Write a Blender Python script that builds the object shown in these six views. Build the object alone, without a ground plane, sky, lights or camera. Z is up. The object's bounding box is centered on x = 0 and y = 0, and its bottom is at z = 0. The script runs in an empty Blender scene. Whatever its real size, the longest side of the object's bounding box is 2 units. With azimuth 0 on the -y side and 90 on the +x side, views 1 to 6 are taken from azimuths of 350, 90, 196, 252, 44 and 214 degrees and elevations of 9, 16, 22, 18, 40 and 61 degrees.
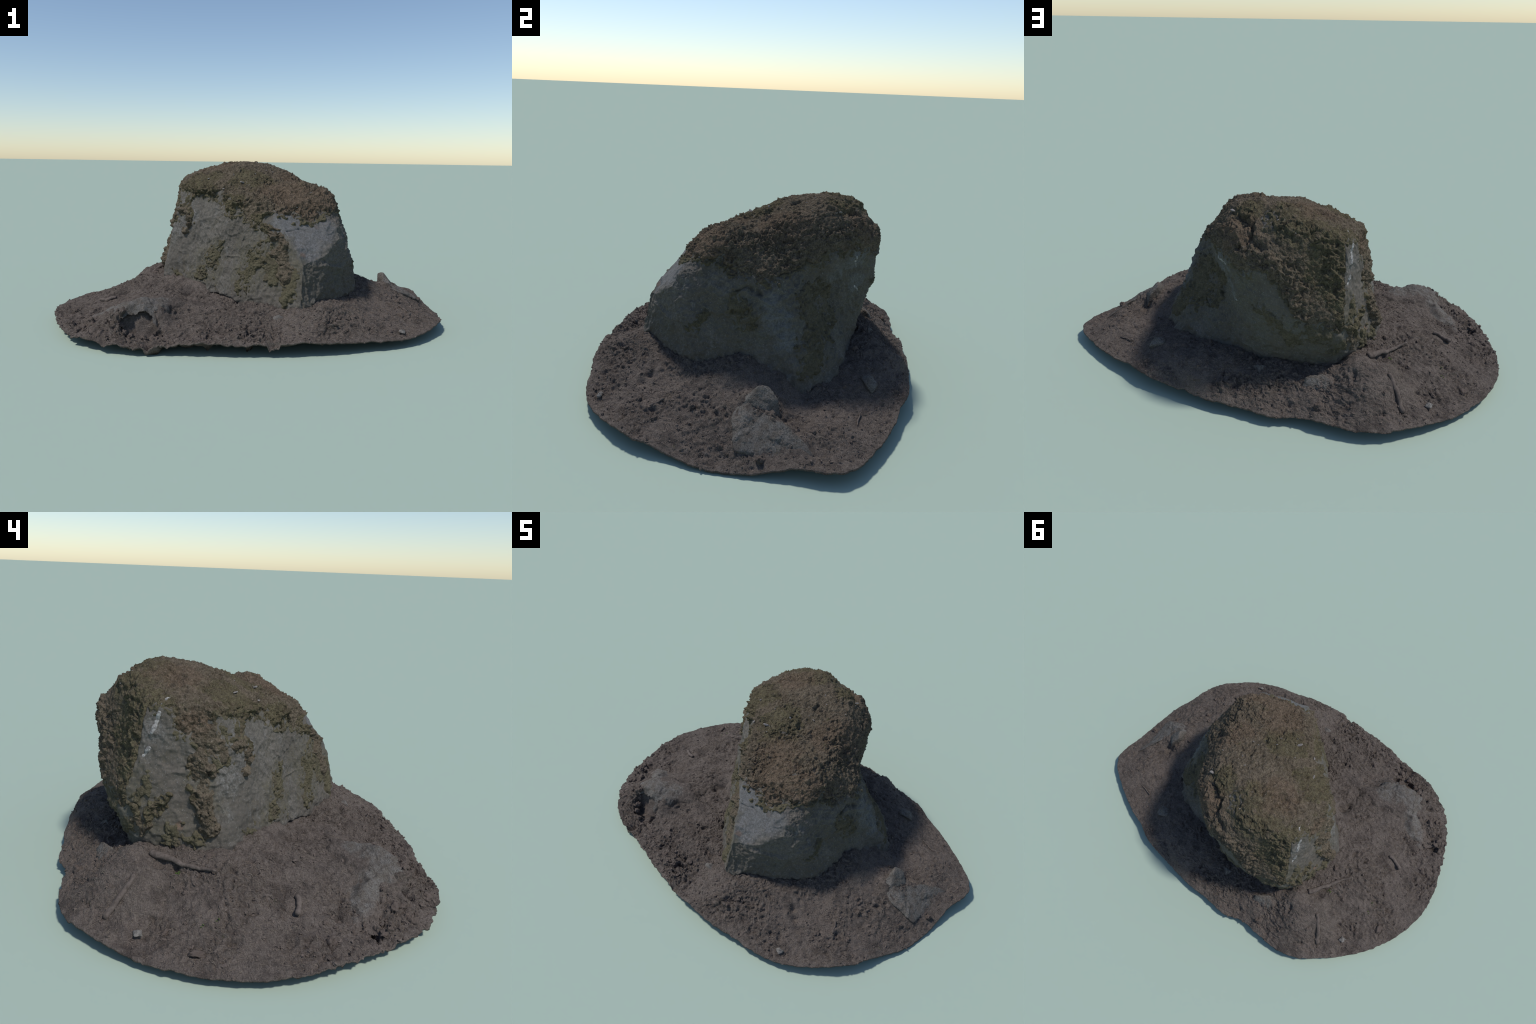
"""A mossy field boulder standing in a torn-out sheet of dark, littered soil.

The boulder is a convex body of rounded facets with lumps and hollows; moss
crust, moss patches and quartz veins are shells grown on its surface.  The soil
is a thin sheet stretched from the boulder's foot to a ragged rim, with half
buried stones, clods, twigs and plant litter set into it.
"""
import bpy, math
import numpy as np

RNG = np.random.default_rng(20)

# --------------------------------------------------------------------------
# 1. sizes and control points (metres, degrees)
# --------------------------------------------------------------------------
# outer edge of the soil sheet, every 9 degrees round the origin
RIM_RADIUS = [0.973, 0.992, 1.042, 0.968, 0.892, 0.825, 0.792, 0.751, 0.729, 0.718, 0.714, 0.737, 0.739, 0.809, 0.887, 0.915, 0.940, 0.969, 0.989, 1.002, 0.994, 0.979, 0.970, 0.965, 0.929, 0.871, 0.793, 0.751, 0.728, 0.718, 0.725, 0.734, 0.760, 0.782, 0.838, 0.885, 0.916, 0.938, 0.942, 0.965]
RIM_HEIGHT = [0.015, 0.043, 0.048, 0.047, 0.053, 0.062, 0.063, 0.054, 0.049, 0.046, 0.046, 0.043, 0.047, 0.055, 0.053, 0.052, 0.044, 0.038, 0.035, 0.040, 0.049, 0.047, 0.040, 0.044, 0.048, 0.040, 0.049, 0.057, 0.057, 0.053, 0.060, 0.065, 0.055, 0.048, 0.042, 0.045, 0.054, 0.051, 0.029, 0.012]
# where the soil meets the boulder, every 10 degrees round FOOT_CENTRE
FOOT_CENTRE = (0.03, 0.03)
FOOT_RADIUS = [0.477, 0.557, 0.559, 0.520, 0.490, 0.455, 0.440, 0.405, 0.405, 0.440, 0.480, 0.520, 0.560, 0.566, 0.560, 0.554, 0.529, 0.478, 0.421, 0.384, 0.361, 0.308, 0.311, 0.338, 0.357, 0.385, 0.436, 0.472, 0.533, 0.525, 0.488, 0.491, 0.514, 0.523, 0.476, 0.460]
FOOT_HEIGHT = [0.203, 0.152, 0.118, 0.122, 0.135, 0.138, 0.142, 0.148, 0.150, 0.150, 0.148, 0.146, 0.150, 0.165, 0.202, 0.197, 0.196, 0.200, 0.204, 0.198, 0.184, 0.177, 0.162, 0.150, 0.147, 0.146, 0.148, 0.153, 0.158, 0.167, 0.170, 0.171, 0.168, 0.173, 0.205, 0.222]
# humps and hollows of the soil between foot and rim: x, y, height
SOIL_HEIGHTS = [
    (-0.621, 0.586, 0.072), (-0.465, 0.415, 0.195), (-0.584, 0.218, 0.180), (-0.574, 0.332, 0.146),
    (-0.617, 0.392, 0.110), (-0.745, 0.264, 0.098), (-0.709, 0.490, 0.055), (-0.694, -0.026, 0.113),
    (-0.791, -0.016, 0.090), (-0.342, -0.114, 0.160), (-0.638, -0.169, 0.124), (-0.619, -0.367, 0.160),
    (-0.659, -0.448, 0.136), (-0.474, -0.453, 0.097), (-0.449, -0.403, 0.122), (-0.558, -0.452, 0.146),
    (-0.495, -0.392, 0.148), (-0.560, -0.490, 0.060), (-0.525, -0.495, 0.060), (-0.605, -0.485, 0.065), (-0.558, -0.525, 0.058),
    (0.022, -0.545, 0.112), (0.215, -0.640, 0.102), (0.213, -0.670, 0.067), (0.564, -0.601, 0.048),
    (0.483, -0.421, 0.110), (0.515, -0.451, 0.097), (0.559, -0.474, 0.078), (0.657, -0.333, 0.100),
    (0.694, -0.384, 0.084), (0.538, -0.297, 0.127), (0.754, -0.241, 0.078), (0.640, 0.000, 0.166),
    (0.698, 0.395, 0.068), (0.882, 0.276, 0.072), (0.500, 0.450, 0.122), (-0.018, 0.539, 0.136),
    (-0.233, 0.571, 0.128), (0.246, 0.652, 0.110), (-0.415, 0.462, 0.218), (-0.210, 0.600, 0.110),
    (-0.343, 0.590, 0.130), (-0.364, 0.569, 0.148), (-0.230, 0.525, 0.130), (-0.380, -0.245, 0.150), (-0.478, -0.400, 0.156),
    (-0.676, -0.422, 0.142), (-0.747, -0.375, 0.108), (-0.712, -0.270, 0.108), (-0.761, -0.171, 0.075),
    (-0.800, -0.195, 0.060), (-0.886, -0.175, 0.042), (-0.450, -0.180, 0.164), (-0.535, -0.220, 0.152), (-0.573, -0.562, 0.058),
    (0.105, 0.515, 0.150), (0.255, 0.490, 0.145), (0.372, 0.495, 0.135), (-0.095, 0.560, 0.136),
    (-0.545, 0.425, 0.176), (-0.535, 0.480, 0.176), (-0.350, 0.635, 0.098), (-0.429, 0.560, 0.166), (-0.500, 0.540, 0.172), (-0.465, 0.580, 0.160),
    (0.790, 0.292, 0.088), (0.712, 0.258, 0.094), (0.820, -0.222, 0.068), (-0.300, -0.530, 0.090), (-0.225, -0.478, 0.115), (0.575, 0.185, 0.112), (0.556, 0.483, 0.086), (0.895, -0.080, 0.038), (-0.900, 0.040, 0.054), (-0.760, -0.428, 0.084),
    (-0.258, -0.512, 0.090), (-0.318, -0.525, 0.086), (-0.385, -0.491, 0.088), (0.650, -0.170, 0.136), (0.690, -0.172, 0.120), (0.309, -0.467, 0.157), (0.553, -0.061, 0.204), (0.687, 0.130, 0.100), (0.617, 0.060, 0.152), (-0.095, -0.325, 0.147),
    # the forked stone's ribs and the saddle behind them
    (0.688, -0.065, 0.132), (0.705, -0.035, 0.146), (0.770, -0.052, 0.112), (0.885, -0.045, 0.060), (0.760, 0.030, 0.148),
    (0.810, 0.080, 0.114), (0.872, 0.171, 0.080), (0.905, 0.215, 0.060), (0.850, 0.030, 0.078), (0.760, 0.135, 0.086),
]
# the boulder: rounded intersection of facets (azimuth, elevation of the facet
# normal and its distance from the boulder's middle)
MIDDLE = np.array([0.03, 0.0, 0.38])
FACETS = [
    (295.9, 74.3, 0.333), (187.9, 74.6, 0.402), (9.5, 49.3, 0.497), (239.6, 63.7, 0.308), (64.8, 46.5, 0.519),
    (9.7, 39.5, 0.405), (223.7, 15.2, 0.250), (38.0, 10.8, 0.651), (272.1, 42.3, 0.337), (169.6, 8.7, 0.476),
    (39.3, 20.0, 0.414), (232.8, 10.2, 0.312), (121.2, -5.2, 0.652), (304.2, 39.0, 0.419), (188.5, 16.8, 0.432),
    (74.5, -9.9, 0.491), (285.0, 13.5, 0.484), (115.0, 19.1, 0.596), (348.6, 13.5, 0.421), (217.7, 7.3, 0.278),
    (94.4, -24.5, 0.546), (306.5, -1.8, 0.480), (189.4, -40.9, 0.572), (30.2, -64.0, 0.642), (236.8, -31.6, 0.445),
    (153.2, -21.5, 0.599), (327.0, -67.7, 0.499), (214.3, -44.9, 0.385), (100.7, -63.1, 0.567), (286.4, -75.2, 0.439),
]
FACET_SHARPNESS = 26.0
# lumps (+) and hollows (-) on it: azimuth, elevation, height; all about 10 cm wide
LUMP_WIDTH = 0.2
LUMPS = [
    (16, 75, -0.013), (49, 64, 0.010), (356, 59, -0.017), (166, 54, 0.016), (114, 50, 0.010), (336, 49, 0.021),
    (199, 48, -0.018), (146, 44, -0.013), (9, 43, -0.022), (94, 41, -0.041), (179, 39, -0.014), (264, 37, 0.011),
    (73, 34, 0.076), (106, 29, 0.020), (53, 27, 0.030), (171, 21, 0.024), (33, 20, -0.010), (118, 18, -0.023),
    (66, 16, -0.027), (151, 14, -0.016), (183, 10, -0.014), (268, 9, -0.013), (131, 8, 0.011), (78, 6, -0.017),
    (301, 5, 0.010), (111, 2, 0.013), (333, 1, 0.012), (58, 0, -0.037), (281, -1, 0.010), (91, -4, 0.016),
    (313, -5, -0.016), (38, -7, -0.022), (123, -8, -0.010), (346, -9, -0.018), (71, -10, -0.031), (156, -12, 0.011),
    (241, -13, -0.012), (103, -14, -0.011), (51, -17, -0.017), (358, -19, -0.016), (220, -20, -0.017),
    (305, -22, -0.010), (253, -24, 0.010), (63, -27, 0.010), (285, -28, 0.011), (10, -30, 0.027), (233, -31, 0.010),
    (180, -34, 0.013), (43, -35, 0.030),
    (56, -13, -0.040), (41, 12, -0.032), (353, 3, 0.020), (312, -13, 0.014), (31, -17, 0.022), (278, 50, -0.012),
    (116, 11, -0.020), (105, 26, -0.010), (72, 30, 0.014), (322, 16, -0.016), (14, -14, -0.014), (351, -12, 0.012),
    (320, 77, -0.014), (280, 63, -0.008), (140, 14, 0.006), (131, 22, 0.010), (105, 50, 0.008), (250, 12, 0.010), (225, 40, 0.014), (178, 38, 0.008), (67, 44, -0.026), (145, -2, -0.008), (124, 5, -0.003), (62, 56, -0.008),
]
# fresh breaks at the front: flat cuts with crisp arrises (azimuth, elevation, distance), through stock left proud there
CUTS = [(275.6, 39.5, 0.353), (282.1, 35.1, 0.377), (308.0, 2.0, 0.479), (291.9, 10.3, 0.471), (229.3, 14.4, 0.272)]
STOCK = [(292, 0, 0.030), (300, -20, 0.015), (285, 22, 0.015)]
# lower border of the moss that caps the boulder: azimuth, elevation seen from MIDDLE
MOSS_LINE = [
    (0, 17), (17, 20), (28, 23), (46, 26), (57, 28), (67, 25), (80, 20), (93, 18), (98, 15), (103, 13), (106, 8),
    (109, -2), (119, -2), (127, -6), (129, 8), (131, 30), (138, 30), (141, 25), (147, 22), (152, 16), (156, 14),
    (162, 14), (169, 19), (171, 37), (182, 43), (191, 46), (200, 43), (206, 38), (217, 34), (221, 32), (226, 36),
    (232, 38), (243, 30), (254, 21), (258, 18), (262, 24), (266, 31), (273, 28), (282, 26), (292, 23), (299, 20),
    (307, 23), (319, 25), (329, 25), (340, 24), (351, 19),
]
# moss hanging below that border: polyline and half width
MOSS_STREAKS = [
    ([(-0.38, 0.23, 0.50), (-0.40, 0.23, 0.45), (-0.41, 0.24, 0.41), (-0.42, 0.23, 0.34), (-0.44, 0.21, 0.27)], 0.038),
    ([(-0.33, 0.05, 0.53), (-0.32, 0.03, 0.48), (-0.35, 0.05, 0.43)], 0.020),
    ([(-0.385, 0.13, 0.54), (-0.36, 0.09, 0.535)], 0.016),
    ([(-0.40, 0.36, 0.36), (-0.39, 0.41, 0.33), (-0.39, 0.43, 0.27)], 0.028),
    ([(0.00, -0.30, 0.48), (0.04, -0.34, 0.47), (0.07, -0.39, 0.41), (0.04, -0.38, 0.38), (0.07, -0.43, 0.33), (0.06, -0.43, 0.28)], 0.034),
    ([(0.09, -0.44, 0.34), (0.05, -0.41, 0.31)], 0.022),
    ([(-0.37, 0.45, 0.33), (-0.385, 0.45, 0.24)], 0.018),
]
# thin yellow-green moss film
MOSS_FILMS = [
    ([(-0.01, -0.32, 0.40), (-0.05, -0.30, 0.34), (-0.08, -0.30, 0.27), (-0.10, -0.29, 0.23)], 0.058),
    ([(0.00, -0.36, 0.40), (0.03, -0.42, 0.28)], 0.060),
    ([(0.38, 0.23, 0.40), (0.40, 0.26, 0.30), (0.48, 0.22, 0.22)], 0.080), ([(0.44, -0.06, 0.42), (0.45, -0.04, 0.36)], 0.045),
    ([(0.34, 0.30, 0.45), (0.30, 0.36, 0.30)], 0.050), ([(0.41, -0.20, 0.36), (0.40, -0.24, 0.30)], 0.022),
    ([(-0.02, 0.50, 0.40), (-0.14, 0.50, 0.30)], 0.040), ([(-0.20, 0.50, 0.34), (-0.32, 0.47, 0.26)], 0.040),
    ([(-0.20, -0.12, 0.37), (-0.22, -0.12, 0.32), (-0.26, -0.10, 0.25), (-0.25, -0.13, 0.21)], 0.032),
    ([(-0.23, -0.10, 0.35), (-0.25, -0.11, 0.27), (-0.30, -0.07, 0.22)], 0.022),
    ([(0.10, -0.46, 0.27), (0.06, -0.44, 0.20)], 0.035),
    ([(-0.38, 0.04, 0.22), (-0.36, 0.02, 0.20)], 0.030),
    ([(-0.40, 0.33, 0.24), (-0.42, 0.26, 0.22)], 0.035),
    ([(-0.38, 0.42, 0.45), (-0.38, 0.46, 0.34)], 0.025),
]
BARE_SPOTS = [((-0.36, 0.12, 0.60), 0.045), ((0.005, 0.395, 0.745), 0.024), ((-0.012, 0.44, 0.715), 0.018)]
# quartz: polyline and half width
VEINS = [
    ([(-0.310, 0.330, 0.712), (-0.325, 0.338, 0.685)], 0.006),
    ([(-0.340, 0.360, 0.655), (-0.343, 0.375, 0.610), (-0.342, 0.382, 0.590)], 0.007),
    ([(-0.350, 0.400, 0.540), (-0.350, 0.420, 0.512)], 0.006),
    ([(0.205, 0.405, 0.565), (0.160, 0.430, 0.490)], 0.0035),
    ([(0.150, 0.430, 0.410), (0.110, 0.460, 0.370)], 0.0035),
]
# cracks and ledges cut into bare stone: polyline, half width, depth
CRACKS = [
    ([(0.085, -0.36, 0.475), (0.123, -0.363, 0.480), (0.150, -0.356, 0.487), (0.179, -0.365, 0.478)], 0.004, 0.007),
    ([(0.434, -0.076, 0.463), (0.438, -0.039, 0.483), (0.446, -0.005, 0.467), (0.453, 0.014, 0.456)], 0.008, 0.016),
    ([(-0.38, 0.29, 0.47), (-0.40, 0.24, 0.46)], 0.004, 0.005),
]
# arrises: polyline, half width, how far they stand out
ARRISES = [
    ([(0.325, -0.29, 0.54), (0.255, -0.391, 0.438), (0.224, -0.432, 0.380), (0.167, -0.461, 0.355), (0.135, -0.455, 0.378)], 0.012, 0.002),
]

# --------------------------------------------------------------------------
# 2. noise and small helpers
# --------------------------------------------------------------------------
_GRAD = np.array([(1, 1, 0), (-1, 1, 0), (1, -1, 0), (-1, -1, 0), (1, 0, 1), (-1, 0, 1), (1, 0, -1), (-1, 0, -1),
                  (0, 1, 1), (0, -1, 1), (0, 1, -1), (0, -1, -1), (1, 1, 0), (-1, 1, 0), (0, -1, 1), (0, -1, -1)], np.float32)

def perlin(p, size, seed=0):
    """Gradient noise in about -0.7 .. 0.7, lattice spacing `size`."""
    q = np.asarray(p, float) / size + 53.7 + seed * 3.1
    i = np.floor(q)
    f = (q - i).astype(np.float32)
    i = i.astype(np.int64).astype(np.uint32)
    w = f * f * f * (f * (f * 6 - 15) + 10)
    kx = [i[:, 0] * np.uint32(374761393), (i[:, 0] + np.uint32(1)) * np.uint32(374761393)]
    ky = [i[:, 1] * np.uint32(668265263), (i[:, 1] + np.uint32(1)) * np.uint32(668265263)]
    kz = [i[:, 2] * np.uint32(2654435761), (i[:, 2] + np.uint32(1)) * np.uint32(2654435761)]
    base = np.uint32((seed * 1274126177) & 0xFFFFFFFF)
    out = np.zeros(len(f), np.float32)
    for dx in (0, 1):
        wx = w[:, 0] if dx else 1 - w[:, 0]
        for dy in (0, 1):
            wxy = wx * (w[:, 1] if dy else 1 - w[:, 1]); hxy = kx[dx] + ky[dy] + base
            for dz in (0, 1):
                h = hxy + kz[dz]
                h = (h ^ (h >> np.uint32(13))) * np.uint32(1274126177)
                h = (h ^ (h >> np.uint32(15))) * np.uint32(2246822519)
                g = _GRAD[(h >> np.uint32(20)) & np.uint32(15)]
                out += wxy * (w[:, 2] if dz else 1 - w[:, 2]) * (g[:, 0] * (f[:, 0] - dx) + g[:, 1] * (f[:, 1] - dy) + g[:, 2] * (f[:, 2] - dz))
    return out.astype(float)

def fbm(p, size, octaves=3, seed=0, gain=0.5):
    out, a = 0.0, 1.0
    for o in range(octaves):
        out = out + a * perlin(p, size / 2 ** o, seed + 17 * o)
        a *= gain
    return out

def warped(p, size, amount, seed):
    return p + amount * np.stack([perlin(p, size, seed + k) for k in (1, 2, 3)], 1)

def flakes(p, size, steps, seed):
    """Overlapping scales: a slow rise that breaks off sharply along wandering lines."""
    n = fbm(warped(p, size * 0.7, size * 0.35, seed + 40), size, 2, seed) * steps
    f = n - np.floor(n)
    return np.where(f < 0.82, f / 0.82, (1 - f) / 0.18) - 0.5

def crumbly(p, size, octaves, seed, gain=0.55):
    """Ridged noise: sharp crests between rounded pits."""
    q = warped(p, size, size * 0.35, seed + 30)
    out, a = 0.0, 1.0
    for o in range(octaves):
        out = out + a * (0.22 - np.abs(perlin(q, size / 1.9 ** o, seed + 7 * o)))
        a *= gain
    return out

def smooth(a, b, x):
    t = np.clip((x - a) / (b - a), 0, 1)
    return t * t * (3 - 2 * t)

def ring(values, angle_deg):
    """Closed Catmull-Rom curve through evenly spaced control values."""
    v = np.asarray(values); n = len(v)
    t = (np.asarray(angle_deg) % 360) / 360 * n
    i = np.floor(t).astype(int); f = t - i
    a, b, c, d = v[(i - 1) % n], v[i % n], v[(i + 1) % n], v[(i + 2) % n]
    return 0.5 * (2 * b + (c - a) * f + (2 * a - 5 * b + 4 * c - d) * f ** 2 + (3 * b - a - 3 * c + d) * f ** 3)

def to_line(p, line):
    """Distance from each point to a polyline."""
    best = np.full(len(p), 9.0)
    line = np.asarray(line, float)
    if len(line) == 1:
        return np.linalg.norm(p - line[0], axis=1)
    for a, b in zip(line[:-1], line[1:]):
        ab = b - a
        t = np.clip(((p - a) @ ab) / (ab @ ab), 0, 1)
        best = np.minimum(best, np.linalg.norm(p - a - t[:, None] * ab, axis=1))
    return best

def unit(az, el):
    a, e = np.radians(az), np.radians(el)
    return np.stack([np.cos(e) * np.cos(a), np.cos(e) * np.sin(a), np.sin(e)], -1)

def normals_of(v, f):
    n = np.zeros_like(v)
    d1, d2 = v[f[:, 2]] - v[f[:, 0]], v[f[:, -1]] - v[f[:, 1]]
    c = np.cross(d1, d2)
    for k in range(f.shape[1]):
        for ax in range(3):
            n[:, ax] += np.bincount(f[:, k], c[:, ax], len(v))
    return n / np.maximum(np.linalg.norm(n, axis=1), 1e-12)[:, None]

def make_mesh(name, v, f, material, parent=None, smooth_shade=True, kind=None):
    """f: array of quads or triangles (one size)."""
    used = np.unique(f)
    remap = np.full(len(v), -1); remap[used] = np.arange(len(used))
    v, f = v[used], remap[f]
    me = bpy.data.meshes.new(name)
    me.vertices.add(len(v)); me.vertices.foreach_set("co", v.astype(np.float32).ravel())
    me.loops.add(f.size); me.loops.foreach_set("vertex_index", f.astype(np.int32).ravel())
    me.polygons.add(len(f))
    me.polygons.foreach_set("loop_start", (np.arange(len(f)) * f.shape[1]).astype(np.int32))
    me.polygons.foreach_set("use_smooth", np.full(len(f), smooth_shade))
    me.update(calc_edges=True); me.validate()
    me.materials.append(material)
    ob = bpy.data.objects.new(name, me)
    bpy.context.scene.collection.objects.link(ob)
    ob.parent = parent
    if kind:
        ob["kind"] = kind
    return ob

def cube_sphere(n):
    """Unit directions and quads of an even quad sphere."""
    g = np.tan(np.linspace(-1, 1, n + 1) * np.pi / 4)
    a, b = np.meshgrid(g, g, indexing="ij")
    a, b, one = a.ravel(), b.ravel(), np.ones((n + 1) ** 2)
    sides = [(one, a, b), (-one, b, a), (b, one, a), (a, -one, b), (a, b, one), (b, a, -one)]
    pts = np.concatenate([np.stack(s, 1) for s in sides])
    pts /= np.linalg.norm(pts, axis=1)[:, None]
    i, j = np.meshgrid(np.arange(n), np.arange(n), indexing="ij")
    k = (i * (n + 1) + j).ravel()
    quad = np.stack([k, k + n + 1, k + n + 2, k + 1], 1)
    faces = np.concatenate([quad + s * (n + 1) ** 2 for s in range(6)])
    key = np.round(pts * 1e5).astype(np.int64)
    _, first, inv = np.unique(key, axis=0, return_index=True, return_inverse=True)
    return pts[first], inv.ravel()[faces]

def facet_radius(d, normals, dist, sharp):
    s = np.maximum(d @ normals.T, 1e-6) / dist
    m = s.max(1)
    return 1 / (m * ((s / m[:, None]) ** sharp).sum(1) ** (1 / sharp))

def hull_facets(corners):
    """Outward facet planes of the convex hull of a handful of corner points."""
    c = np.asarray(corners, float); mid = c.mean(0); found = []
    n = len(c)
    for i in range(n):
        for j in range(i + 1, n):
            for k in range(j + 1, n):
                m = np.cross(c[j] - c[i], c[k] - c[i]); l = np.linalg.norm(m)
                if l < 1e-9:
                    continue
                m /= l; h = m @ (c[i] - mid)
                if h < 0:
                    m, h = -m, -h
                if ((c - mid) @ m <= h + 1e-6).all():
                    found.append((*m, h))
    f = np.array(found)
    return mid, f[:, :3], np.maximum(f[:, 3], 1e-3)

# --------------------------------------------------------------------------
# 3. materials
# --------------------------------------------------------------------------
class Nodes:
    def __init__(self, name, rough=0.95, spec=0.15):
        self.m = bpy.data.materials.new(name); self.m.use_nodes = True
        self.t = self.m.node_tree; self.b = self.t.nodes["Principled BSDF"]
        self.b.inputs["Roughness"].default_value = rough
        self.b.inputs["Specular IOR Level"].default_value = spec
        self.co = self.new("ShaderNodeTexCoord").outputs["Object"]
    def new(self, kind, **kw):
        n = self.t.nodes.new(kind)
        for k, v in kw.items():
            setattr(n, k, v)
        return n
    def put(self, sock, val):
        if hasattr(val, "is_output"):
            self.t.links.new(val, sock)
        else:
            sock.default_value = val
    def noise(self, scale, detail=4, rough=0.6, distort=0.0, stretch=None, dim="3D"):
        n = self.new("ShaderNodeTexNoise")
        co = self.co
        if stretch:
            mp = self.new("ShaderNodeMapping"); self.put(mp.inputs["Vector"], co)
            mp.inputs["Scale"].default_value = stretch; co = mp.outputs[0]
        self.put(n.inputs["Vector"], co)
        n.inputs["Scale"].default_value = scale; n.inputs["Detail"].default_value = detail
        n.inputs["Roughness"].default_value = rough; n.inputs["Distortion"].default_value = distort
        return n.outputs["Fac"]
    def cells(self, scale, feature="F1", out="Distance"):
        n = self.new("ShaderNodeTexVoronoi", feature=feature)
        self.put(n.inputs["Vector"], self.co); n.inputs["Scale"].default_value = scale
        return n.outputs[out]
    def ramp(self, x, a, b, lo=0.0, hi=1.0):
        n = self.new("ShaderNodeMapRange", interpolation_type="SMOOTHSTEP")
        self.put(n.inputs["Value"], x)
        for k, v in zip(("From Min", "From Max", "To Min", "To Max"), (a, b, lo, hi)):
            n.inputs[k].default_value = v
        return n.outputs["Result"]
    def math(self, op, a, b=0.0):
        n = self.new("ShaderNodeMath", operation=op)
        self.put(n.inputs[0], a); self.put(n.inputs[1], b)
        return n.outputs[0]
    def mix(self, fac, a, b, blend="MIX"):
        n = self.new("ShaderNodeMix", data_type="RGBA", blend_type=blend)
        self.put(n.inputs["Factor"], fac)
        for s, v in ((n.inputs["A"], a), (n.inputs["B"], b)):
            self.put(s, v if hasattr(v, "is_output") else (*v, 1.0))
        return n.outputs["Result"]
    def near(self, centre, radius, wobble):
        """Soft ragged spot: 1 at the centre, 0 beyond the radius."""
        d = self.new("ShaderNodeVectorMath", operation="DISTANCE")
        self.put(d.inputs[0], self.co); d.inputs[1].default_value = centre
        x = self.math("ADD", self.math("DIVIDE", d.outputs["Value"], radius), wobble)
        return self.ramp(x, 1.15, 0.6)
    def any(self, masks):
        out = masks[0]
        for m in masks[1:]:
            out = self.math("MAXIMUM", out, m)
        return out
    def bump(self, height, strength, distance):
        n = self.new("ShaderNodeBump")
        self.put(n.inputs["Height"], height)
        n.inputs["Strength"].default_value = strength; n.inputs["Distance"].default_value = distance
        self.t.links.new(n.outputs[0], self.b.inputs["Normal"])
    def done(self, colour):
        self.put(self.b.inputs["Base Color"], colour if hasattr(colour, "is_output") else (*colour, 1.0))
        return self.m

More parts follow.
